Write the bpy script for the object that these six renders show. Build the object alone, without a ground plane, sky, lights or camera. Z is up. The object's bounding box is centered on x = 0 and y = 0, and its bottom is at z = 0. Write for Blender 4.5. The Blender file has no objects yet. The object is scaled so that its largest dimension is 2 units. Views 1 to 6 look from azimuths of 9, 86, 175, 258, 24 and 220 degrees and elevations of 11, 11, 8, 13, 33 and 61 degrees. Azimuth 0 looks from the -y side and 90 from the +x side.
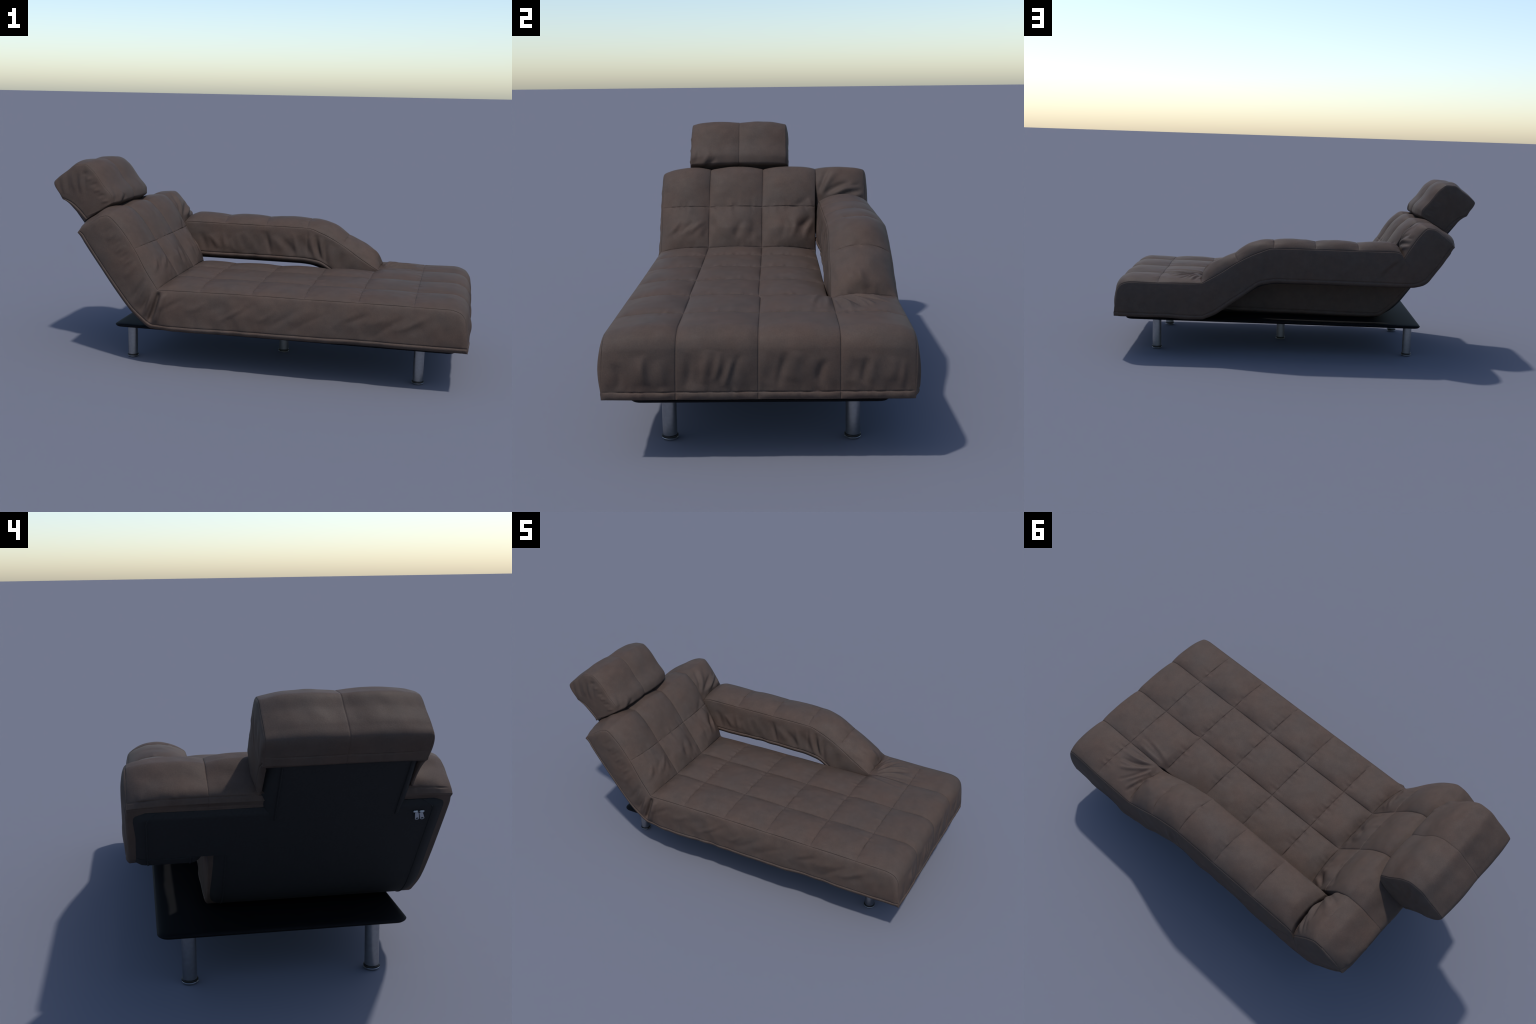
import bpy, bmesh, math, random
import numpy as np
from mathutils import Vector, Matrix

rng = np.random.RandomState(7)

# ------------------------------------------------------------------ helpers
YAW = math.radians(-4.53)          # the whole sofa stands slightly turned
Y_SHIFT = 0.0055


def grad_noise(x, y, z, seed=0):
    """Smooth lattice noise in about -1..1 for numpy arrays."""
    xi, yi, zi = np.floor(x).astype(np.int64), np.floor(y).astype(np.int64), np.floor(z).astype(np.int64)
    fx, fy, fz = x - xi, y - yi, z - zi

    def h(i, j, k):
        n = (i * 374761393 + j * 668265263 + k * 2147483647 + seed * 974634511) & 0x7FFFFFFF
        n = ((n ^ (n >> 13)) * 1274126177) & 0x7FFFFFFF
        n = n ^ (n >> 16)
        return (n & 0xFFFF) / 32767.5 - 1.0

    def s(t):
        return t * t * t * (t * (t * 6 - 15) + 10)

    u, v, w = s(fx), s(fy), s(fz)
    r = 0
    for a in (0, 1):
        for b in (0, 1):
            for c in (0, 1):
                r = r + h(xi + a, yi + b, zi + c) * (u if a else 1 - u) * (v if b else 1 - v) * (w if c else 1 - w)
    return r


def pchip(tk, yk, t):
    """Monotone cubic interpolation, no overshoot."""
    tk, yk = np.asarray(tk, float), np.asarray(yk, float)
    h = np.diff(tk)
    d = np.diff(yk) / h
    m = np.zeros(len(tk))
    for i in range(1, len(tk) - 1):
        if d[i - 1] * d[i] > 0:
            w1, w2 = 2 * h[i] + h[i - 1], h[i] + 2 * h[i - 1]
            m[i] = (w1 + w2) / (w1 / d[i - 1] + w2 / d[i])
    m[0], m[-1] = d[0], d[-1]
    i = np.clip(np.searchsorted(tk, t, side="right") - 1, 0, len(h) - 1)
    u = (t - tk[i]) / h[i]
    return ((1 + 2 * u) * (1 - u) ** 2 * yk[i] + u * (1 - u) ** 2 * h[i] * m[i]
            + u * u * (3 - 2 * u) * yk[i + 1] + u * u * (u - 1) * h[i] * m[i + 1])


def spread(marks, step, fine):
    """Sample positions through all marks, packed closer beside each."""
    out = []
    for a, b in zip(marks[:-1], marks[1:]):
        w = b - a
        near = [f for f in fine if f < w * 0.3]
        core0, core1 = a + (near[-1] if near else 0), b - (near[-1] if near else 0)
        n = max(2, int(round((core1 - core0) / step)))
        out += [a] + [a + f for f in near[:-1]] + list(np.linspace(core0, core1, n + 1)) + [b - f for f in near[:-1][::-1]]
    out.append(marks[-1])
    out = np.unique(np.round(out, 6))
    return out


def puff(u, p):
    return 1 - np.abs(2 * np.clip(u, 0, 1) - 1) ** p


def sstep(x, a, b):
    t = np.clip((x - a) / (b - a), 0, 1)
    return t * t * (3 - 2 * t)


def folds(a, b, items):
    """Sum of soft ridges (amp > 0) and creases (amp < 0) drawn as tapered strokes on the plane (a, b)."""
    out = np.zeros_like(a)
    for (a0, b0, a1, b1, width, amp, bow) in items:
        da, db = a1 - a0, b1 - b0
        ln = math.hypot(da, db) + 1e-9
        t = ((a - a0) * da + (b - b0) * db) / ln ** 2
        off = ((a - a0) * db - (b - b0) * da) / ln
        off = off - bow * 4 * t * (1 - t)
        tap = np.where((t > 0) & (t < 1), np.sin(np.pi * np.clip(t, 0, 1)) ** 0.8, 0)
        out += amp * np.exp(-(off / width) ** 2) * tap
    return out


def hatch(n, a_lo, a_hi, b_top, b_low, lean, width, amp, seed):
    """n folds side by side, from b_top to b_low, leaning by lean along a."""
    r = random.Random(seed)
    out = []
    for i in range(n):
        a = a_lo + (a_hi - a_lo) * (i + r.uniform(0.1, 0.9)) / n
        t = b_top + (b_low - b_top) * r.uniform(0, 0.3)
        l = b_low - (b_low - b_top) * r.uniform(0, 0.3)
        s = r.uniform(0.6, 1.25)
        out.append((a, t, a + lean * r.uniform(0.5, 1.4), l, width * r.uniform(0.6, 1.6),
                    amp * s * (1 if r.random() < .5 else -1), r.uniform(-1, 1) * width * 0.7))
    return out


# ------------------------------------------------------------------ profiles (x, z), from the rear rim over the top to the foot
# edge of the cover where the boxing is sewn on | line of the inner seams | line of the lower hem
REAR = [
    ((-.798, .620), (-.805, .629), (-.790, .611)),
    ((-.786, .634), (-.805, .647), (-.783, .602)),
    ((-.722, .674), (-.742, .693), (-.772, .583)),
    ((-.677, .700), (-.689, .718), (-.752, .554)),
    ((-.650, .704), (-.637, .720), (-.728, .520)),
]
BACK = [
    ((-.610, .674), (-.592, .691), (-.687, .463)),
    ((-.522, .560), (-.497, .567), (-.616, .364)),
    ((-.464, .456), (-.436, .476), (-.537, .266)),
    ((-.412, .379), (-.387, .402), (-.472, .207)),
]
SEAT = [
    ((-.392, .377), (-.368, .400), (-.446, .194)),
    ((-.350, .378), (-.330, .400), (-.380, .191)),
    ((-.214, .381), (-.214, .399), (-.214, .193)),
    ((.025, .384), (.025, .400), (.025, .196)),
    ((.261, .385), (.261, .401), (.261, .199)),
    ((.498, .387), (.498, .402), (.498, .202)),
]
FOOT = [
    ((.734, .388), (.734, .403), (.725, .204)),
    ((.879, .388), (.885, .404), (.860, .204)),
    ((.925, .376), (.936, .389), (.905, .204)),
    ((.948, .346), (.957, .356), (.930, .204)),
    ((.961, .262), (.966, .268), (.948, .204)),
    ((.964, .228), (.9648, .228), (.957, .204)),
    ((.965, .205), (.9648, .205), (.963, .2045)),
]
ARM = [
    ((-.585, .634), (-.568, .664), (-.706, .500)),
    ((-.560, .594), (-.540, .624), (-.682, .468)),
    ((-.538, .556), (-.524, .588), (-.636, .425)),
    ((-.522, .580), (-.506, .602), (-.600, .418)),
    ((-.488, .588), (-.470, .607), (-.530, .411)),
    ((-.304, .588), (-.302, .606), (-.304, .411)),
    ((-.080, .588), (-.080, .607), (-.080, .412)),
    ((.136, .587), (.139, .609), (.095, .412)),
    ((.217, .562), (.238, .590), (.190, .403)),
    ((.322, .510), (.336, .538), (.300, .345)),
    ((.410, .451), (.428, .484), (.385, .290)),
    ((.468, .416), (.490, .440), (.450, .240)),
    ((.506, .395), (.519, .404), (.505, .204)),
    ((.545, .391), (.552, .404), (.550, .203)),
]

# hem line on the outer side of the fourth column hangs lower than on its inner side
ARM_OUTER_HEM = [(-.790, .611), (-.785, .602), (-.774, .582), (-.758, .556), (-.738, .524), (-.712, .488), (-.692, .460), (-.668, .430),
                 (-.632, .411), (-.590, .403), (-.530, .402), (-.304, .404), (-.080, .405), (.098, .406), (.194, .393), (.297, .325),
                 (.382, .265), (.442, .224), (.500, .199), (.550, .199)] + [p[2] for p in FOOT]


def objects_from(verts, relief, faces, groups):
    """One smooth body, cut into named pieces that keep the body's normals."""
    full = bpy.data.meshes.new("whole")
    full.from_pydata([tuple(v) for v in relief], [], [tuple(f) for f in faces])   # seams and folds read a little crisper
    full.update()
    nrm = np.empty(len(full.vertices) * 3)
    full.vertex_normals.foreach_get("vector", nrm)
    nrm = nrm.reshape(-1, 3)
    bpy.data.meshes.remove(full)
    faces = np.asarray(faces, dtype=object)
    made = {}
    for name, mask in groups.items():
        sel = [faces[i] for i in np.nonzero(mask)[0]]
        used = np.unique(np.concatenate([np.asarray(f) for f in sel]))
        remap = {int(o): n for n, o in enumerate(used)}
        made[name] = (verts[used], [[remap[int(i)] for i in f] for f in sel], nrm[used])
    return made


class Parts:
    """Collects pieces by name, so that pieces from several bodies can form one part."""

    def __init__(self):
        self.p = {}

    def add(self, name, v, f, n):
        V, F, N = self.p.setdefault(name, ([], [], []))
        k = sum(len(x) for x in V)
        V.append(v)
        N.append(n)
        F.extend([[i + k for i in q] for q in f])

    def build(self, name, mat, parent, kind=None):
        V, F, N = self.p[name]
        V, N = np.vstack(V), np.vstack(N)
        me = bpy.data.meshes.new(kind or name)
        me.from_pydata([tuple(v) for v in V], [], F)
        me.update()
        me.polygons.foreach_set("use_smooth", [True] * len(me.polygons))
        me.normals_split_custom_set_from_vertices([tuple(n) for n in N])
        me.materials.append(mat)
        ob = bpy.data.objects.new(kind or name, me)
        bpy.context.scene.collection.objects.link(ob)
        ob.parent = parent
        return ob


def loft(stations, marks, seams, y_edges, y_marks, joined, hooks, step=0.006, hem=True, crease_at=()):
    """
    stations: (edge, inner, hem) points; marks: station numbers that are sampled exactly;
    seams: station numbers of cross seams; y_edges(s): left/right border; y_marks: seam fractions across;
    joined(s): how far the left/right border is sewn to a neighbour (0..1).
    Returns vertices, faces and per-face station / ring data.
    """
    E = np.array([s[0] for s in stations])
    I = np.array([s[1] for s in stations])
    B = np.array([s[2] for s in stations])
    arc = np.concatenate([[0], np.cumsum(np.linalg.norm(np.diff(I, axis=0), axis=1))])
    mk = [arc[i] for i in marks]
    S = spread(mk, step, (.0012, .0026, .0045, .0075))

    def curve(P):
        out = np.zeros((len(S), 2))
        cuts = [0] + list(crease_at) + [len(P) - 1]
        for a, b in zip(cuts[:-1], cuts[1:]):
            m = (S >= arc[a] - 1e-5) & (S <= arc[b] + 1e-5)
            for c in (0, 1):
                out[m, c] = pchip(arc[a:b + 1], P[a:b + 1, c], S[m])
        return out
    e, i_, b = curve(E), curve(I), curve(B)
    b1 = curve(np.array(hooks["hem1"])) if "hem1" in hooks else b
    tan = np.gradient(i_, S, axis=0)
    nor = np.stack([-tan[:, 1], tan[:, 0]], 1)
    for _ in range(3):
        nor = np.vstack([nor[:1], (nor[:-2] + 2 * nor[1:-1] + nor[2:]) / 4, nor[-1:]])
    nor /= np.linalg.norm(nor, axis=1)[:, None]

    y0, y1 = y_edges(S, arc)
    j0, j1 = joined(S, arc)
    # fractions across
    T = spread(list(y_marks), step / (np.mean(y1 - y0)), tuple(np.array((.0012, .0026, .0045, .0075, .012)) / np.mean(y1 - y0)))
    ns, nt = len(S), len(T)
    SS, TT = np.meshgrid(S, T, indexing="ij")
    # weight from edge line to inner line
    first, last = y_marks[1], 1 - y_marks[-2]
    wl = np.clip(TT / first, 0, 1)
    wr = np.clip((1 - TT) / last, 0, 1)
    pw = hooks.get('edge_pow', 2.3 if len(y_marks) > 2 else 3.2)
    wl = j0[:, None] + (1 - j0[:, None]) * (1 - (1 - wl) ** pw)
    wr = j1[:, None] + (1 - j1[:, None]) * (1 - (1 - wr) ** hooks.get('edge_pow1', pw))
    W = wl * wr
    # column puff
    C = np.zeros_like(TT)
    groove = np.zeros_like(TT)
    width = np.mean(y1 - y0)
    for a, c in zip(y_marks[:-1], y_marks[1:]):
        m = (TT >= a) & (TT <= c)
        C[m] = puff((TT[m] - a) / (c - a), 2.3)
    for k, a in enumerate(y_marks):
        g = .8 * np.exp(-((TT - a) * width / .0017) ** 2)
        if k == 0:
            g = g * (.55 + .45 * j0[:, None])
        if k == len(y_marks) - 1:
            g = g * (.55 + .45 * j1[:, None])
        groove += g
    Rr = np.zeros_like(S)
    near_row = np.full_like(S, 1.0)
    sp = [arc[k] for k in seams]
    for a, c in zip(sp[:-1], sp[1:]):
        m = (S >= a) & (S <= c)
        Rr[m] = puff((S[m] - a) / (c - a), 2.5)
    gr = np.zeros_like(S)
    for a in sp:
        gr += 1.25 * np.exp(-((S - a) / .0020) ** 2)
        near_row = np.minimum(near_row, np.abs(S - a))
    hc, hr = hooks["h_col"](S, arc), hooks["h_row"](S, arc)
    d = hc[:, None] * C + hr[:, None] * Rr[:, None] * C ** .5
    d -= hooks.get('seam', .0013) * np.maximum(groove, gr[:, None] * np.clip(W * 2, 0, 1))
    Y = y0[:, None] * (1 - TT) + y1[:, None] * TT
    X = e[:, 0][:, None] * (1 - W) + i_[:, 0][:, None] * W
    Z = e[:, 1][:, None] * (1 - W) + i_[:, 1][:, None] * W
    # puckers beside the cross seams, and loose cloth
    soft = np.clip(C * 2.2, 0, 1)
    pk = grad_noise(Y * 75, SS * 14, SS * 0 + 3.3, 5) * np.exp(-near_row[:, None] / .018) * (1 - gr[:, None])
    d += .0026 * pk * soft * hooks.get("pucker", 1.0)
    d += soft * (.0016 * grad_noise(X * 9, Y * 9, Z * 9, 1) + .0008 * grad_noise(X * 26, Y * 26, Z * 26, 2))
    d += hooks["top"](X, Y, Z, SS, arc) * np.clip(C * 3, 0, 1)
    K = hooks.get("crisp", 1.6)
    top = np.stack([X + d * nor[:, 0][:, None], Y, Z + d * nor[:, 1][:, None]], -1)
    top2 = np.stack([X + K * d * nor[:, 0][:, None], Y, Z + K * d * nor[:, 1][:, None]], -1)

    # boxing
    ln = np.linalg.norm(e - b, axis=1)
    vm = np.unique(np.concatenate([[0, .006, .012, .02, .035], np.linspace(.06, .86, 26), [.875, .886, .893, .9, .907, .914, .93, .95, .965, .98, 1]]))
    nv = len(vm)
    V = np.repeat(vm[None], ns, 0)
    # the hem keeps its height: .022 m
    hemh = np.clip(.022 / np.maximum(ln, 1e-4), 0, .9)
    V = np.where(V < .9, V / .9 * (1 - hemh[:, None]), (1 - hemh[:, None]) + (V - .9) / .1 * hemh[:, None])
    hem_g = np.exp(-((V - (1 - hemh[:, None])) * ln[:, None] / .003) ** 2) * (ln[:, None] > .03)

    def side(sign, yb, amt, fn, jn, b, flare, seed):
        ln = np.linalg.norm(e - b, axis=1)
        sx = e[:, 0][:, None] * (1 - V) + b[:, 0][:, None] * V
        sz = e[:, 1][:, None] * (1 - V) + b[:, 1][:, None] * V
        # start from the (displaced) border of the top
        bt = top[:, 0 if sign < 0 else -1]
        f0 = np.exp(-V * ln[:, None] / .03) * np.clip(jn[:, None], 0, 1)
        sx = sx + (bt[:, 0] - e[:, 0])[:, None] * np.maximum(f0, (V == 0))
        sz = sz + (bt[:, 2] - e[:, 1])[:, None] * np.maximum(f0, (V == 0))
        prof = np.sin(np.pi * V ** .72) ** .85
        bul = amt(S, arc)[:, None] * prof * np.clip(ln / .14, 0, 1)[:, None]
        free = 1 - jn[:, None]
        big = np.clip(ln / .1, 0, 1)[:, None]
        loose = sstep(V, 0, .16) * (1 - sstep(V, .74, .92)) * .9 * big * free
        det = loose * (.75 * fn(sx, sz, V) + .0014 * grad_noise(sx * 8, sz * 8 + 7, V * 0, 11) + .0007 * grad_noise(sx * 24, sz * 24, V * 0, 12))
        det = det - (.002 * hem_g + .0016 * np.exp(-(V * ln[:, None] / .003) ** 2) * big) * free
        hv = np.clip((V - 1 + hemh[:, None]) / hemh[:, None], 0, 1)
        det = det + np.where(hv > 0, .0022 * np.sin(np.pi * hv) ** .6 - .006 * hv ** 2, 0) * free * big
        # the cloth hangs outward and waves along its lower border
        wave = grad_noise(sx * 9 + sz * 4, sx * 0 + seed, sx * 0, seed) + .5 * grad_noise(sx * 19 + sz * 9, sx * 0 + seed, sx * 0, seed + 1)
        bul = bul + (flare(S, arc)[:, None] + hooks.get("wave", .006) * wave) * V ** 1.6 * free * np.clip(ln / .12, 0, 1)[:, None]
        return (np.stack([sx, yb[:, None] + sign * (bul + det), sz], -1), np.stack([sx, yb[:, None] + sign * (bul + K * det), sz], -1))

    nb = 12

    lo_k = [k / nb for k in range(1, nb)]
    sink = hooks.get("sink", 0)
    if sink:
        lo_k = [.012, .014] + [k / nb for k in range(1, nb)] + [.986, .988]

    def close(tp, right, left):
        lo = [right[:, -1] * (1 - k) + left[:, -1] * k for k in lo_k]
        if sink:                                          # hollow underside, like a hood
            up = np.stack([nor[:, 0] * 0 + .8, nor[:, 0] * 0, nor[:, 0] * 0 + .6], -1) * (sink * np.clip(ln / .08, 0, 1) ** 1.5)[:, None]
            up[-1] = up[-1] * 0
            lo = [p + (up if .013 < k < .987 else 0) for p, k in zip(lo, lo_k)]
        return np.concatenate([tp, right[:, 1:], np.stack(lo, 1), left[:, :0:-1]], 1)

    r_ = side(1, y1, hooks["bulge1"], hooks["side1"], j1, b1, hooks["flare1"], 61)
    l_ = side(-1, y0, hooks["bulge0"], hooks["side0"], j0, b, hooks["flare0"], 67)
    ring = close(top, r_[0], l_[0])
    relief = close(top2, r_[1], l_[1])
    m = ring.shape[1]
    # order: top left->right, right side down, bottom right->left, left side up (bottom..just under the top)
    idx = np.arange(ns * m).reshape(ns, m)
    nx = np.roll(idx, -1, 1)
    q = np.stack([idx[:-1], idx[1:], nx[1:], nx[:-1]], -1).reshape(-1, 4)
    st = np.repeat(np.arange(ns - 1), m)
    rg = np.tile(np.arange(m), ns - 1)
    k_r = nt - 1 + np.argmax(vm >= .9 - 1e-9)
    k_l = m - np.argmax(vm >= .9 - 1e-9)
    is_hem = (rg >= k_r) & (rg < k_l)
    faces = [list(f) for f in q]
    caps = [list(idx[0]), list(idx[-1][::-1])]
    # the last stretch at either end is hem as well
    return ring.reshape(-1, 3), faces, caps, S, arc, st, is_hem, relief.reshape(-1, 3)


# ------------------------------------------------------------------ materials
def new_mat(name):
    m = bpy.data.materials.new(name)
    m.use_nodes = True
    nt = m.node_tree
    b = nt.nodes["Principled BSDF"]
    return m, nt, b


def link(nt, a, b):
    nt.links.new(a, b)


def cloth_brown(name, base, grey, red, rough=.55, grain=1.0):
    m, nt, b = new_mat(name)
    N = nt.nodes
    tc = N.new("ShaderNodeTexCoord")
    # blotches drifting between a greyer and a redder brown
    n1 = N.new("ShaderNodeTexNoise"); n1.inputs["Scale"].default_value = 7.0; n1.inputs["Detail"].default_value = 5; n1.inputs["Roughness"].default_value = .6
    n2 = N.new("ShaderNodeTexNoise"); n2.inputs["Scale"].default_value = 23.0; n2.inputs["Detail"].default_value = 6; n2.inputs["Roughness"].default_value = .65
    mp = N.new("ShaderNodeMapping"); mp.inputs["Location"].default_value = (3.1, 1.7, .4)
    link(nt, tc.outputs["Object"], n1.inputs["Vector"]); link(nt, tc.outputs["Object"], mp.inputs["Vector"]); link(nt, mp.outputs[0], n2.inputs["Vector"])
    r1 = N.new("ShaderNodeValToRGB")
    r1.color_ramp.elements[0].position = .34; r1.color_ramp.elements[0].color = (*grey, 1)
    r1.color_ramp.elements[1].position = .66; r1.color_ramp.elements[1].color = (*red, 1)
    e = r1.color_ramp.elements.new(.5); e.color = (*base, 1)
    link(nt, n1.outputs["Fac"], r1.inputs["Fac"])
    r2 = N.new("ShaderNodeValToRGB")
    r2.color_ramp.elements[0].position = .3; r2.color_ramp.elements[0].color = (.91, .91, .91, 1)
    r2.color_ramp.elements[1].position = .72; r2.color_ramp.elements[1].color = (1.09, 1.09, 1.09, 1)
    link(nt, n2.outputs["Fac"], r2.inputs["Fac"])
    mx = N.new("ShaderNodeMix"); mx.data_type = "RGBA"; mx.blend_type = "MULTIPLY"; mx.inputs[0].default_value = 1
    link(nt, r1.outputs[0], mx.inputs[6]); link(nt, r2.outputs[0], mx.inputs[7])
    # fine nap
    n3 = N.new("ShaderNodeTexNoise"); n3.inputs["Scale"].default_value = 260.0; n3.inputs["Detail"].default_value = 3
    link(nt, tc.outputs["Object"], n3.inputs["Vector"])
    r3 = N.new("ShaderNodeValToRGB")
    r3.color_ramp.elements[0].position = .3; r3.color_ramp.elements[0].color = (.93, .93, .93, 1)
    r3.color_ramp.elements[1].position = .7; r3.color_ramp.elements[1].color = (1.07, 1.07, 1.07, 1)
    link(nt, n3.outputs["Fac"], r3.inputs["Fac"])
    mx2 = N.new("ShaderNodeMix"); mx2.data_type = "RGBA"; mx2.blend_type = "MULTIPLY"; mx2.inputs[0].default_value = 1
    link(nt, mx.outputs[2], mx2.inputs[6]); link(nt, r3.outputs[0], mx2.inputs[7])
    link(nt, mx2.outputs[2], b.inputs["Base Color"])
    b.inputs["Roughness"].default_value = rough
    b.inputs["Specular IOR Level"].default_value = .045
    bp = N.new("ShaderNodeBump"); bp.inputs["Strength"].default_value = .12 * grain; bp.inputs["Distance"].default_value = .002
    ad = N.new("ShaderNodeMath"); ad.operation = "ADD"
    link(nt, n3.outputs["Fac"], ad.inputs[0]); link(nt, n2.outputs["Fac"], ad.inputs[1])
    link(nt, ad.outputs[0], bp.inputs["Height"]); link(nt, bp.outputs[0], b.inputs["Normal"])
    return m


def plain(name, col, rough, metal=0.0, spec=.5, var=.1, scale=60.0, bump=0.0):
    m, nt, b = new_mat(name)
    N = nt.nodes
    tc = N.new("ShaderNodeTexCoord")
    n = N.new("ShaderNodeTexNoise"); n.inputs["Scale"].default_value = scale; n.inputs["Detail"].default_value = 4
    link(nt, tc.outputs["Object"], n.inputs["Vector"])
    r = N.new("ShaderNodeValToRGB")
    r.color_ramp.elements[0].position = .3; r.color_ramp.elements[0].color = (*[c * (1 - var) for c in col], 1)
    r.color_ramp.elements[1].position = .7; r.color_ramp.elements[1].color = (*[c * (1 + var) for c in col], 1)
    link(nt, n.outputs["Fac"], r.inputs["Fac"]); link(nt, r.outputs[0], b.inputs["Base Color"])
    b.inputs["Roughness"].default_value = rough
    b.inputs["Metallic"].default_value = metal
    b.inputs["Specular IOR Level"].default_value = spec
    if bump:
        bp = N.new("ShaderNodeBump"); bp.inputs["Strength"].default_value = bump; bp.inputs["Distance"].default_value = .001
        link(nt, n.outputs["Fac"], bp.inputs["Height"]); link(nt, bp.outputs[0], b.inputs["Normal"])
    return m


BROWN = cloth_brown("brown_microfibre", (.0715, .0522, .0436), (.0680, .0522, .0450), (.0750, .0522, .0426))  # darker than the sunlit side's brown: shade of seat top and outer arm averaged in
BLACK = plain("black_backing_cloth", (.013, .013, .014), .8, spec=.25, var=.15, scale=180, bump=.25)
LACQUER = plain("black_lacquered_board", (.006, .006, .007), .6, spec=.06, var=.1, scale=20)
CHROME = plain("brushed_steel", (.33, .34, .36), .32, metal=1.0, var=.06, scale=90)
RUBBER = plain("black_rubber", (.008, .008, .008), .5, spec=.4, var=.1)
ZINC = plain("zinc_metal", (.36, .38, .42), .42, metal=.6, var=.05)

# ------------------------------------------------------------------ root
root = bpy.data.objects.new("chaise_longue", None)
bpy.context.scene.collection.objects.link(root)
root["label"] = "brown quilted chaise longue with armrest, headrest and steel legs"
root["category"] = "chaise longue"
root.rotation_euler = (0, 0, YAW)
root.location = (math.cos(YAW) * 0 - math.sin(YAW) * Y_SHIFT, math.cos(YAW) * Y_SHIFT, 0)

parts = Parts()

# ------------------------------------------------------------------ main body: three columns, back + seat + foot
main = REAR + BACK + SEAT + FOOT
K_HS, K_CR = 6, 8                                       # back cross seam, crease
main_rows = [1, K_HS, K_CR, 11, 12, 13, 14, 15, 20]
COLS = [-.4545, -.2385, .0, .2385]


def lerp_at(S, arc, table):
    k = [t[0] for t in table]
    return np.interp(S, [arc[i] for i in k], [t[1] for t in table])


def main_y(S, arc):
    l = lerp_at(S, arc, [(0, -.466), (3, -.466), (8, -.461), (12, -.457), (15, -.457), (17, -.458), (21, -.4645)])
    r = lerp_at(S, arc, [(0, .2395), (4, .2395), (5, .2385), (6, .232), (8, .229), (14, .2285), (15, .2392), (21, .2392)])
    a14, a15 = arc[14], arc[15]
    r = np.where((S > a14) & (S < a15), .2285 + .0107 * sstep(S, a14 + .005, a14 + .04), r)
    return l, r


def main_join(S, arc):
    z = np.zeros_like(S)
    r = 1 - .45 * sstep(S, arc[4] + .03, arc[6]) - .55 * sstep(S, arc[8] - .05, arc[8] + .02)
    r = np.maximum(r, sstep(S, arc[14] - .005, arc[14] + .04))
    return z, r


back_folds = (hatch(7, -.44, -.27, .43, .52, .055, .013, .0034, 3) + hatch(5, .06, .22, .42, .53, .045, .015, .0036, 4)
              + hatch(5, -.2, -.02, .42, .52, .03, .02, .003, 5) + [(.12, .50, .19, .55, .03, .006, .004), (.09, .55, .2, .60, .012, -.004, .006),
                 (.15, .47, .215, .52, .012, -.005, .003), (.20, .60, .235, .54, .012, .004, .0)])
foot_folds = hatch(4, -.43, -.25, .35, .235, .012, .015, .0034, 8) + hatch(6, -.22, -.02, .36, .235, -.022, .013, .0042, 9) \
    + hatch(5, .02, .22, .36, .235, -.018, .015, .0036, 10)
# pull lines where the arm leaves the foot end
pull = [(.50, .205, .66, .175, .010, .004, .006), (.53, .225, .70, .215, .009, .0045, -.004), (.56, .195, .72, .18, .008, -.003, .004)]


def main_top(X, Y, Z, SS, arc):
    s_cr = arc[K_CR]
    lowback = (SS > arc[K_HS] - .09) & (SS < s_cr - .004)
    out = np.where(lowback, folds(Y, Z, back_folds), 0) * sstep(s_cr - SS, .0, .02)
    face = (X > .93)
    out += np.where(face, folds(Y, Z, foot_folds), 0) * sstep(Z, .226, .25)
    out += np.where((SS > arc[14] - .01) & (SS < arc[16]), folds(X, Y, pull), 0)
    # cushion swells before it dives into the crease
    swell = np.exp(-((SS - s_cr - .045) / .03) ** 2) * .0015
    out += .003 * np.sin(np.pi * np.clip((SS - arc[20]) / (arc[21] - arc[20]), 0, 1)) ** .7 * (SS > arc[20])   # rounded welt
    return out + swell


side_folds = []
_r = random.Random(21)
for i in range(15):
    x = -.25 + i * .08 + _r.uniform(-.03, .03)
    z = .35 + _r.uniform(-.02, .01)
    L = _r.uniform(.09, .19)
    side_folds.append((x, z, x - L, z - L * _r.uniform(.45, .75), _r.uniform(.010, .018), .0036 * _r.uniform(.5, 1.2) * (1 if i % 2 else -1), _r.uniform(-.01, .01)))
side_folds += [(-.396, .425, -.474, .190, .0085, -.026, -.014), (-.374, .405, -.440, .205, .014, .018, -.012), (-.425, .400, -.492, .235, .009, .006, -.010),
               (-.43, .39, -.50, .27, .010, -.007, -.006), (-.435, .40, -.47, .25, .010, .005, -.004),
               (-.47, .43, -.545, .32, .012, -.006, -.006), (-.455, .43, -.52, .30, .010, .005, -.006),
               (-.36, .36, -.41, .23, .012, -.005, -.006), (-.50, .50, -.57, .42, .014, .004, 0), (-.33, .36, -.39, .28, .014, .004, -.004)]
for i in range(6):
    x = -.62 + i * .02
    side_folds.append((x, .66 - i * .028, x - .05, .65 - i * .028 - .03, .008, .003 * (1 if i % 2 else -1), 0))

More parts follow.
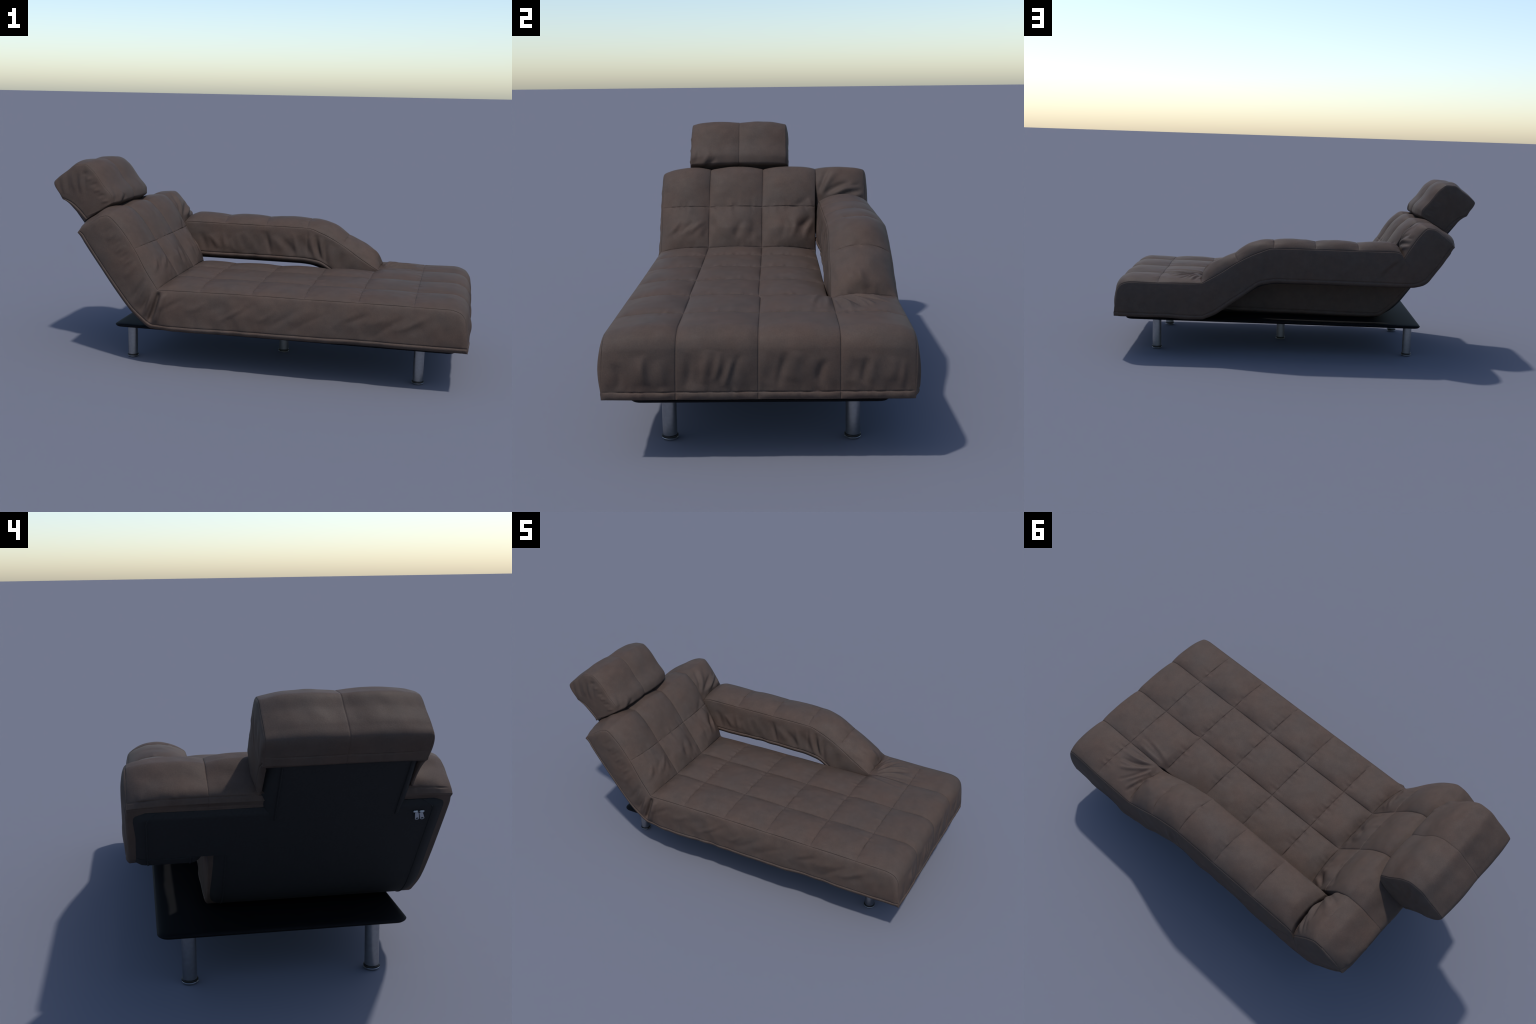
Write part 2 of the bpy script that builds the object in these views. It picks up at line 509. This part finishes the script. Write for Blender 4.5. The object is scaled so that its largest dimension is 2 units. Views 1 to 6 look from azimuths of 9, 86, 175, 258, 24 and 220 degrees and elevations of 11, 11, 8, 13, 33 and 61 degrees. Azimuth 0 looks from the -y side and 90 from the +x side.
flat0 = lambda sx, sz, V: np.zeros_like(sx)
hooks = dict(
    h_col=lambda S, a: lerp_at(S, a, [(0, .002), (1, .004), (3, .011), (5, .011), (6, .008), (7, .012), (8, .002), (9, .005), (10, .0048), (15, .005), (16, .0055), (18, .005), (20, .003), (21, .001)]),
    h_row=lambda S, a: lerp_at(S, a, [(0, .0), (2, .002), (5, .005), (6, .004), (8, .007), (10, .0085), (15, .0085), (16, .005), (21, .0)]),
    top=main_top, side0=lambda sx, sz, V: folds(sx, sz, side_folds), side1=flat0,
    bulge0=lambda S, a: lerp_at(S, a, [(0, .010), (8, .015), (16, .016), (20, .010), (21, .004)]),
    bulge1=lambda S, a: lerp_at(S, a, [(0, .0), (5, .0), (6, .004), (14, .003), (15, .0), (21, .0)]),
    flare0=lambda S, a: lerp_at(S, a, [(0, .002), (7, .006), (9, .006), (11, .016), (15, .017), (18, .013), (20, .008), (21, .002)]),
    flare1=lambda S, a: np.zeros_like(S),
)
span = main_y(np.array([0.6]), np.arange(22.) * .1)
fr = [(c - COLS[0]) / (COLS[-1] - COLS[0]) for c in COLS]
v, f, caps, S, arc, st, is_hem, rel = loft(main, [0, 1, 3, 4, 6, 8, 11, 12, 13, 14, 15, 18, 20, 21], main_rows, main_y, fr, main_join, hooks, crease_at=(K_CR,))
s_mid = (S[:-1] + S[1:]) / 2
fs = s_mid[st]
end_hem = (fs < arc[1]) | (fs > arc[20])
hem_mask = is_hem | end_hem
allf = f + caps
ext = lambda m, a, b: np.concatenate([m, [a, b]]).astype(bool)
pieces = objects_from(v, rel, allf, {
    "back_cushion": ext((fs < arc[K_CR]) & ~hem_mask, False, False),
    "seat_cushion": ext((fs >= arc[K_CR]) & ~hem_mask, False, False),
    "back_hem": ext((fs < arc[K_CR]) & hem_mask, True, False),
    "seat_hem": ext((fs >= arc[K_CR]) & hem_mask, False, True)})
for k, p in pieces.items():
    parts.add(k, *p)

# ------------------------------------------------------------------ fourth column: back shoulder, armrest, foot corner
arm = REAR[:2] + [((-.728, .687), (-.742, .693), REAR[2][2]), ((-.683, .713), (-.689, .718), REAR[3][2]), ((-.654, .715), (-.637, .720), REAR[4][2]),
                  ((-.609, .670), (-.594, .689), BACK[0][2])] + ARM + FOOT
A_IN, A_OUT = 8, 18                                      # creases at the back and at the foot
arm_rows = [1, A_IN, 11, 12, 13, 15, A_OUT, 20, 25]
assert abs(arm[A_IN][0][0] + .538) < 1e-6 and abs(arm[A_OUT][0][0] - .506) < 1e-6 and abs(arm[20][0][0] - .734) < 1e-6


def arm_y(S, arc):
    l = lerp_at(S, arc, [(0, .2378), (6, .2378), (8, .241), (9, .249), (14, .247), (17, .240), (18, .2382), (26, .2378)])
    r = lerp_at(S, arc, [(0, .464), (8, .464), (20, .4625), (26, .457)])
    return l, r


def arm_join(S, arc):
    l = 1 - sstep(S, arc[5] + .01, arc[A_IN])
    l = np.maximum(l, sstep(S, arc[A_OUT] - .003, arc[A_OUT] + .035))
    return l, np.zeros_like(S)


shoulder = [(.252, .60, .33, .70, .013, .006, -.006), (.25, .615, .30, .72, .010, -.006, -.004), (.27, .61, .40, .665, .011, -.007, -.008),
            (.30, .605, .43, .645, .010, .007, -.006), (.34, .61, .455, .628, .008, -.006, -.004), (.37, .64, .45, .66, .009, -.004, .003),
            (.26, .66, .36, .71, .016, .004, -.004), (.40, .60, .46, .615, .008, .005, 0)]
arm_end = hatch(5, .26, .34, .485, .42, .02, .010, .004, 31) + [(.30, .43, .40, .50, .02, .004, .006)]
fan = [(.535, .262, .60, .40, .008, .0075, -.010), (.548, .272, .63, .42, .007, -.006, -.012), (.54, .252, .68, .37, .009, .0075, -.016),
       (.545, .25, .70, .325, .007, -.0065, -.016), (.55, .245, .72, .29, .009, .007, -.014), (.56, .244, .72, .262, .006, -.004, -.006),
       (.53, .30, .57, .43, .007, .005, -.004), (.53, .33, .555, .44, .006, -.005, 0), (.58, .30, .70, .345, .006, .004, -.008)]
corner_foot = hatch(5, .26, .43, .35, .235, -.012, .011, .0042, 33)


def arm_top(X, Y, Z, SS, arc):
    out = np.where((SS > arc[4]) & (SS < arc[A_IN]), folds(Y, Z, shoulder), 0) * sstep(arc[A_IN] - SS, 0, .015)
    out += np.where((SS > arc[15] + .01) & (SS < arc[A_OUT]), folds(Y, Z, arm_end), 0)
    out += np.where((SS > arc[A_OUT]) & (SS < arc[21]), folds(X, Y, fan), 0)
    out += np.where(X > .93, folds(Y, Z, corner_foot), 0) * sstep(Z, .226, .25)
    out += .003 * np.sin(np.pi * np.clip((SS - arc[25]) / (arc[26] - arc[25]), 0, 1)) ** .7 * (SS > arc[25])
    return out


inner_folds = hatch(5, -.45, -.26, .545, .432, .040, .012, .0050, 41) + hatch(3, -.24, -.12, .57, .44, .02, .016, .003, 43) + hatch(8, -.12, .14, .56, .432, .045, .013, .0058, 42) \
    + [(.14, .58, .145, .43, .006, -.004, 0), (.16, .55, .20, .41, .013, .006, .006), (.185, .56, .225, .42, .012, -.010, .01),
       (.215, .545, .235, .42, .011, .007, .008), (.24, .53, .245, .40, .012, -.007, .008), (.28, .50, .27, .38, .016, .005, .006), (.33, .47, .31, .37, .016, -.004, .004)]
outer_folds = [(.14, .575, .138, .43, .006, -.004, 0), (.18, .55, .17, .43, .014, -.005, .004), (.21, .54, .20, .42, .012, .005, .004),
               (-.53, .55, -.42, .44, .012, -.006, -.006), (-.51, .55, -.40, .46, .012, .005, -.006), (-.55, .55, -.50, .42, .014, -.005, 0),
               (-.57, .58, -.58, .45, .014, .004, 0), (-.30, .54, -.22, .45, .02, .003, 0), (.42, .44, .36, .34, .02, .003, 0)]
hooks_arm = dict(
    h_col=lambda S, a: lerp_at(S, a, [(0, .002), (1, .003), (3, .006), (5, .006), (7, .007), (8, .002), (9, .010), (10, .013), (16, .013), (17, .010), (18, .002), (19, .005), (20, .005), (21, .0055), (23, .005), (25, .003), (26, .001)]),
    h_row=lambda S, a: lerp_at(S, a, [(0, .0), (2, .002), (5, .004), (8, .005), (10, .009), (17, .008), (19, .006), (20, .006), (21, .004), (26, .0)]),
    top=arm_top, side0=lambda sx, sz, V: folds(sx, sz, inner_folds), side1=lambda sx, sz, V: folds(sx, sz, outer_folds),
    bulge0=lambda S, a: lerp_at(S, a, [(0, .0), (7, .0), (9, .007), (16, .007), (18, .0), (26, .0)]),
    bulge1=lambda S, a: lerp_at(S, a, [(0, .010), (2, .014), (5, .016), (8, .014), (11, .011), (20, .012), (25, .010), (26, .004)]),
    flare0=lambda S, a: lerp_at(S, a, [(0, .0), (8, .004), (10, .012), (15, .014), (17, .004), (18, .0), (26, .0)]),
    flare1=lambda S, a: lerp_at(S, a, [(0, .0), (3, .004), (6, .006), (9, .010), (13, .009), (17, .010), (23, .010), (26, .004)]),
    hem1=ARM_OUTER_HEM, edge_pow1=4.5,
)
v, f, caps, S, arc, st, is_hem, rel = loft(arm, [0, 1, 3, 4, 6, 8, 9, 11, 12, 13, 15, 18, 20, 23, 25, 26], arm_rows, arm_y, [0, 1.0], arm_join, hooks_arm, crease_at=(A_IN, A_OUT))
s_mid = (S[:-1] + S[1:]) / 2
fs = s_mid[st]
hem_mask = is_hem | (fs < arc[1]) | (fs > arc[25])
zone_b, zone_f = fs < arc[A_IN], fs >= arc[A_OUT]
zone_a = ~zone_b & ~zone_f
allf = f + caps
pieces = objects_from(v, rel, allf, {
    "back_cushion": ext(zone_b & ~hem_mask, False, False), "back_hem": ext(zone_b & hem_mask, True, False),
    "armrest": ext(zone_a & ~hem_mask, False, False), "armrest_hem": ext(zone_a & hem_mask, False, False),
    "seat_cushion": ext(zone_f & ~hem_mask, False, False), "seat_hem": ext(zone_f & hem_mask, False, True)})
for k, p in pieces.items():
    parts.add(k, *p)

# ------------------------------------------------------------------ headrest
HEAD = [
    ((-.933, .754), (-.937, .754), (-.922, .748)),
    ((-.948, .781), (-.953, .781), (-.917, .745)),
    ((-.974, .828), (-.979, .831), (-.908, .738)),
    ((-.952, .853), (-.957, .860), (-.898, .730)),
    ((-.905, .886), (-.908, .898), (-.890, .722)),
    ((-.855, .919), (-.861, .930), (-.882, .714)),
    ((-.815, .922), (-.808, .931), (-.876, .708)),
    ((-.779, .899), (-.766, .911), (-.868, .700)),
    ((-.722, .827), (-.711, .837), (-.855, .687)),
    ((-.680, .769), (-.666, .781), (-.846, .678)),
    ((-.680, .749), (-.661, .757), (-.842, .674)),
    ((-.698, .731), (-.684, .735), (-.837, .669)),
    ((-.762, .690), (-.758, .688), (-.830, .661)),
    ((-.818, .657), (-.818, .657), (-.824, .655)),
]
head_puck = []
_r = random.Random(51)
for i in range(7):
    head_puck.append((-.94 + i * .022, .87 + i * .006, -.93 + i * .02 + _r.uniform(-.01, .01), .80 - _r.uniform(0, .03), .009, .0034 * (1 if i % 2 else -1), .004))
for i in range(6):
    t = i / 5
    x, z = -.79 + .10 * t, .885 - .125 * t
    head_puck.append((x, z, x - .04, z - .012, .007, .004 * (1 if i % 2 else -1), 0))
head_front = [(-.30, .74, -.25, .80, .012, .004, .004), (-.28, .74, -.22, .775, .010, -.004, .003), (-.32, .75, -.30, .82, .01, -.003, 0)]
hooks_head = dict(
    h_col=lambda S, a: lerp_at(S, a, [(0, .002), (1, .003), (2, .003), (4, .004), (6, .006), (8, .009), (10, .007), (11, .005), (13, .002)]),
    h_row=lambda S, a: np.zeros_like(S),
    top=lambda X, Y, Z, SS, a: np.where(X > -.76, folds(Y, Z, head_front), 0),
    side0=lambda sx, sz, V: folds(sx, sz, head_puck), side1=lambda sx, sz, V: folds(sx, sz, head_puck) * .6,
    bulge0=lambda S, a: np.full_like(S, .011), bulge1=lambda S, a: np.full_like(S, .013), pucker=.6, wave=.001, edge_pow=3.4, sink=.045, crisp=1.3,
    flare0=lambda S, a: np.zeros_like(S), flare1=lambda S, a: np.zeros_like(S))
v, f, caps, S, arc, st, is_hem, rel = loft(HEAD, [0, 1, 2, 6, 10, 12, 13], [0, 1, 13],
    lambda S, a: (np.full_like(S, -.340), np.full_like(S, .104)), [0, (-.116 + .340) / .444, 1.0],
    lambda S, a: (np.zeros_like(S), np.zeros_like(S)), hooks_head, step=.005)
s_mid = (S[:-1] + S[1:]) / 2
fs = s_mid[st]
hem_mask = is_hem | (fs < arc[1])
pieces = objects_from(v, rel, f + caps, {"headrest": ext(~hem_mask, False, True), "headrest_hem": ext(hem_mask, True, False)})
for k, p in pieces.items():
    parts.add(k, *p)

back_cushion = parts.build("back_cushion", BROWN, root)
seat_cushion = parts.build("seat_cushion", BROWN, root)
armrest = parts.build("armrest", BROWN, root)
headrest = parts.build("headrest", BROWN, root)
for nm, par in (("back_hem", back_cushion), ("seat_hem", seat_cushion), ("armrest_hem", armrest), ("headrest_hem", headrest)):
    parts.build(nm, BROWN, par, kind="hem")


# ------------------------------------------------------------------ black backing: slabs that follow the hem line
def add_mesh(name, verts, faces, mat, parent, smooth=True, angle=40):
    me = bpy.data.meshes.new(name)
    me.from_pydata([tuple(map(float, p)) for p in verts], [], faces)
    bm = bmesh.new(); bm.from_mesh(me)
    bmesh.ops.remove_doubles(bm, verts=bm.verts, dist=1e-6)
    bmesh.ops.recalc_face_normals(bm, faces=bm.faces)
    bm.to_mesh(me); bm.free()
    me.materials.append(mat)
    if smooth:
        me.polygons.foreach_set("use_smooth", [True] * len(me.polygons))
        me.set_sharp_from_angle(angle=math.radians(angle))
    ob = bpy.data.objects.new(name, me)
    bpy.context.scene.collection.objects.link(ob)
    ob.parent = parent
    return ob


def slab(name, path, y0, y1, proud, bev0, bev1, depth, mat, parent, cap0=0.0, cap1=0.0, piping=True, r0=0.0, r1=0.0):
    """A padded board along an (x, z) path: outer face `proud` of the path, chamfered borders."""
    P = np.array(path, float)
    arc = np.concatenate([[0], np.cumsum(np.linalg.norm(np.diff(P, axis=0), axis=1))])
    t = np.unique(np.concatenate([arc, np.linspace(0, arc[-1], int(arc[-1] / .012) + 2), [min(cap0, arc[-1]), max(0, arc[-1] - cap1)]]))
    x, z = pchip(arc, P[:, 0], t), pchip(arc, P[:, 1], t)
    tx, tz = np.gradient(x, t), np.gradient(z, t)
    l = np.hypot(tx, tz); nx, nz = tz / l, -tx / l          # outward = away from the cushion
    rows = []
    # section across: (y, height fraction)
    sec = [(y0, -depth)]
    if bev0:
        sec += [(y0, -.006), (y0 + bev0 * .3, .36), (y0 + bev0 * .6, .86), (y0 + bev0 * .85, .98)]
        if piping:
            sec += [(y0 + bev0 * .93, .96), (y0 + bev0 * .96, 1.16), (y0 + bev0, 1.16)]
        sec += [(y0 + bev0 * 1.04, 1.0)]
    else:
        sec += [(y0, 1.0)]
    if bev1:
        sec += [(y1 - bev1 * 1.04, 1.0)]
        if piping:
            sec += [(y1 - bev1, 1.16), (y1 - bev1 * .96, 1.16), (y1 - bev1 * .93, .96)]
        sec += [(y1 - bev1 * .85, .98), (y1 - bev1 * .6, .86), (y1 - bev1 * .3, .36), (y1, -.006)]
    else:
        sec += [(y1, 1.0)]
    sec += [(y1, -depth)]
    V, m = [], len(sec)
    for k in range(len(t)):
        c = 1.0
        if cap0:
            c = min(c, np.clip(t[k] / cap0, 0, 1) ** .7)
        if cap1:
            c = min(c, np.clip((arc[-1] - t[k]) / cap1, 0, 1) ** .7)
        cut = 0.0
        for r, q in ((r0, t[k]), (r1, arc[-1] - t[k])):
            if r and q < r:
                cut = r - math.sqrt(max(0, r * r - (r - q) ** 2))
        for (y, h) in sec:
            y = min(max(y, y0 + (cut if bev0 else 0)), y1 - (cut if bev1 else 0)) if h <= 0 or not cut else y + (cut if y < (y0 + y1) / 2 and bev0 else -cut if y > (y0 + y1) / 2 and bev1 else 0)
            hh = h * proud * c if h > 0 else h
            V.append((x[k] + nx[k] * hh, y, z[k] + nz[k] * hh))
    F = []
    for k in range(len(t) - 1):
        for j in range(m):
            a, b = k * m + j, k * m + (j + 1) % m
            F.append((a, b, b + m, a + m))
    F.append(tuple(range(m))[::-1]); F.append(tuple((len(t) - 1) * m + j for j in range(m)))
    return add_mesh(name, V, F, mat, parent)


SPLIT = (-.675, .445)
top_path = [(-.789, .605), (-.732, .525), SPLIT]
low_path = [SPLIT, (-.596, .334), (-.548, .272), (-.517, .243), (-.478, .219), (-.440, .206), (-.395, .199), (-.36, .191), (.0, .196), (.5, .202), (.93, .2045)]
arm_path = [SPLIT, (-.660, .430), (-.638, .419), (-.605, .4155), (-.53, .411), (-.1, .4115), (.095, .4115), (.15, .408), (.20, .396), (.30, .336), (.40, .268), (.46, .227), (.495, .208)]
back_panel = slab("back_panel", top_path, -.456, .459, .013, .043, .048, .012, BLACK, root, cap0=.016, r0=.035)
slab("lower_back_panel", low_path, -.456, .224, .013, .043, .042, .012, BLACK, back_panel, cap1=.03)
slab("arm_panel", arm_path, .250, .459, .015, .038, .048, .012, BLACK, back_panel, cap1=.02)

# support of the headrest: a plate in the plane of the back
u = np.array([.320, -.418]); u /= np.linalg.norm(u)
a0 = np.array([-.797, .622])
sup_path = [(-.921, .785), (-.860, .704), (-.797, .622), (-.762, .575)]
slab("headrest_support", sup_path, -.331, .092, .020, .030, .042, .03, BLACK, root, cap0=.03)

# ------------------------------------------------------------------ base board
def rounded_rect(x0, x1, y0, y1, r, n=8):
    pts = []
    for cx, cy, a in ((x1 - r, y1 - r, 0), (x0 + r, y1 - r, 90), (x0 + r, y0 + r, 180), (x1 - r, y0 + r, 270)):
        for k in range(n + 1):
            t = math.radians(a + 90 * k / n)
            pts.append((cx + r * math.cos(t), cy + r * math.sin(t)))
    return pts


V, F = [], []
prof = [(-.030, .1665), (-.014, .1672), (-.006, .1692), (-.002, .1728), (0, .1770), (-.002, .1800), (-.008, .1822), (-.02, .1832), (-.05, .1836)]
n = None
for inset, zz in prof:
    ring = rounded_rect(-.659 - inset, .917 + inset, -.394 - inset, .394 + inset, .035 + inset * .5 if inset > -.06 else .01)
    n = len(ring)
    V += [(px, py, zz + .0018 + .0052 * px) for px, py in ring]
for k in range(len(prof) - 1):
    for j in range(n):
        a, b = k * n + j, k * n + (j + 1) % n
        F.append((a, b, b + n, a + n))
F.append(tuple(range(n))[::-1]); F.append(tuple((len(prof) - 1) * n + j for j in range(n)))
add_mesh("base_board", V, F, LACQUER, root)


# ------------------------------------------------------------------ legs
def lathe(name, prof, mat, seg=40):
    V, F = [], []
    for r, z in prof:
        V += [(r * math.cos(2 * math.pi * k / seg), r * math.sin(2 * math.pi * k / seg), z) for k in range(seg)]
    for k in range(len(prof) - 1):
        for j in range(seg):
            a, b = k * seg + j, k * seg + (j + 1) % seg
            F.append((a, b, b + seg, a + seg))
    F.append(tuple(range(seg))[::-1]); F.append(tuple((len(prof) - 1) * seg + j for j in range(seg)))
    me = bpy.data.meshes.new(name)
    me.from_pydata(V, [], F)
    me.materials.append(mat)
    me.polygons.foreach_set("use_smooth", [True] * len(me.polygons))
    me.set_sharp_from_angle(angle=math.radians(35))
    return me


leg_me = lathe("leg", [(.0232, .013), (.0232, .1735)], CHROME)
ring_me = lathe("rubber_ring", [(.0235, .0055), (.0262, .0062), (.0268, .009), (.0262, .0125), (.0232, .0138)], RUBBER)
foot_me = lathe("foot_disc", [(.0245, 0), (.0258, .0012), (.0258, .0045), (.025, .0056)], CHROME)
for lx, ly in ((-.602, -.290), (-.602, .297), (.759, -.292), (.759, .293), (.083, .001)):
    leg = bpy.data.objects.new("leg", leg_me)
    bpy.context.scene.collection.objects.link(leg)
    leg.parent = root
    leg.location = (lx, ly, 0)
    for nm, me in (("rubber_ring", ring_me), ("foot_disc", foot_me)):
        o = bpy.data.objects.new(nm, me)
        bpy.context.scene.collection.objects.link(o)
        o.parent = leg

# ------------------------------------------------------------------ zip pulls on the back panel
def ring_plate(outline, hole, th):
    """Flat plate with one hole: outline and hole are loops with equal counts."""
    n = len(outline)
    V, F = [], []
    for z in (0, th):
        V += [(x, y, z) for x, y in outline] + [(x, y, z) for x, y in hole]
    for j in range(n):
        k = (j + 1) % n
        F += [(j, k, n + k, n + j), (2 * n + j, 3 * n + j, 3 * n + k, 2 * n + k), (j, 2 * n + j, 2 * n + k, k), (n + j, n + k, 3 * n + k, 3 * n + j)]
    return V, F


def stadium(w0, w1, y_lo, y_hi, n=40):
    out = []
    for k in range(n):
        t = 2 * math.pi * k / n
        c, s = math.cos(t), math.sin(t)
        w = w0 if s < 0 else w1
        yy = (y_lo + w0 + s * w0) if s < 0 else (y_hi - w1 * .5 + s * w1 * .5)
        out.append((c * w, yy))
    return out


nv = np.array([u[1], -u[0]]); nv = -nv if nv[0] > 0 else nv     # out of the back, to the rear
X_ax, Y_ax, N_ax = Vector((0, -1, 0)), Vector((-u[0], 0, -u[1])), Vector((nv[0], 0, nv[1]))
for yy in (-.366, -.3785):
    sgn = 1 if yy > -.37 else -1
    pos = np.array([-.7675, .575]) + nv * .0150
    M = Matrix((X_ax, Y_ax, N_ax)).transposed().to_4x4()
    M.translation = Vector((pos[0], yy, pos[1]))
    # slider body
    bm = bmesh.new()
    bmesh.ops.create_cube(bm, size=1)
    for vv in bm.verts:
        vv.co = Vector((vv.co.x * .015 - sgn * .003, vv.co.y * .0085 + abs(vv.co.x) * .003, vv.co.z * .006 + .001))
    bmesh.ops.bevel(bm, geom=bm.edges[:], offset=.0022, segments=3, affect="EDGES")
    me = bpy.data.meshes.new("zip_slider"); bm.to_mesh(me); bm.free()
    me.materials.append(ZINC)
    me.polygons.foreach_set("use_smooth", [True] * len(me.polygons))
    sl = bpy.data.objects.new("zip_slider", me)
    bpy.context.scene.collection.objects.link(sl)
    sl.parent = back_panel
    sl.matrix_local = M
    out = stadium(.0062, .0052, -.036, -.001)
    hole = [(.0042 * math.cos(2 * math.pi * k / 40), -.0297 + .0042 * math.sin(2 * math.pi * k / 40)) for k in range(40)]
    Vp, Fp = ring_plate(out, hole, .0022)
    pull_ob = add_mesh("zip_pull", Vp, Fp, ZINC, sl, angle=30)
    pull_ob.location = (0, 0, .0015)
    pull_ob.rotation_euler = (0, 0, sgn * -.05 + .30)

for o in bpy.data.objects:
    if o.type == "MESH":
        assert len(o.data.polygons)
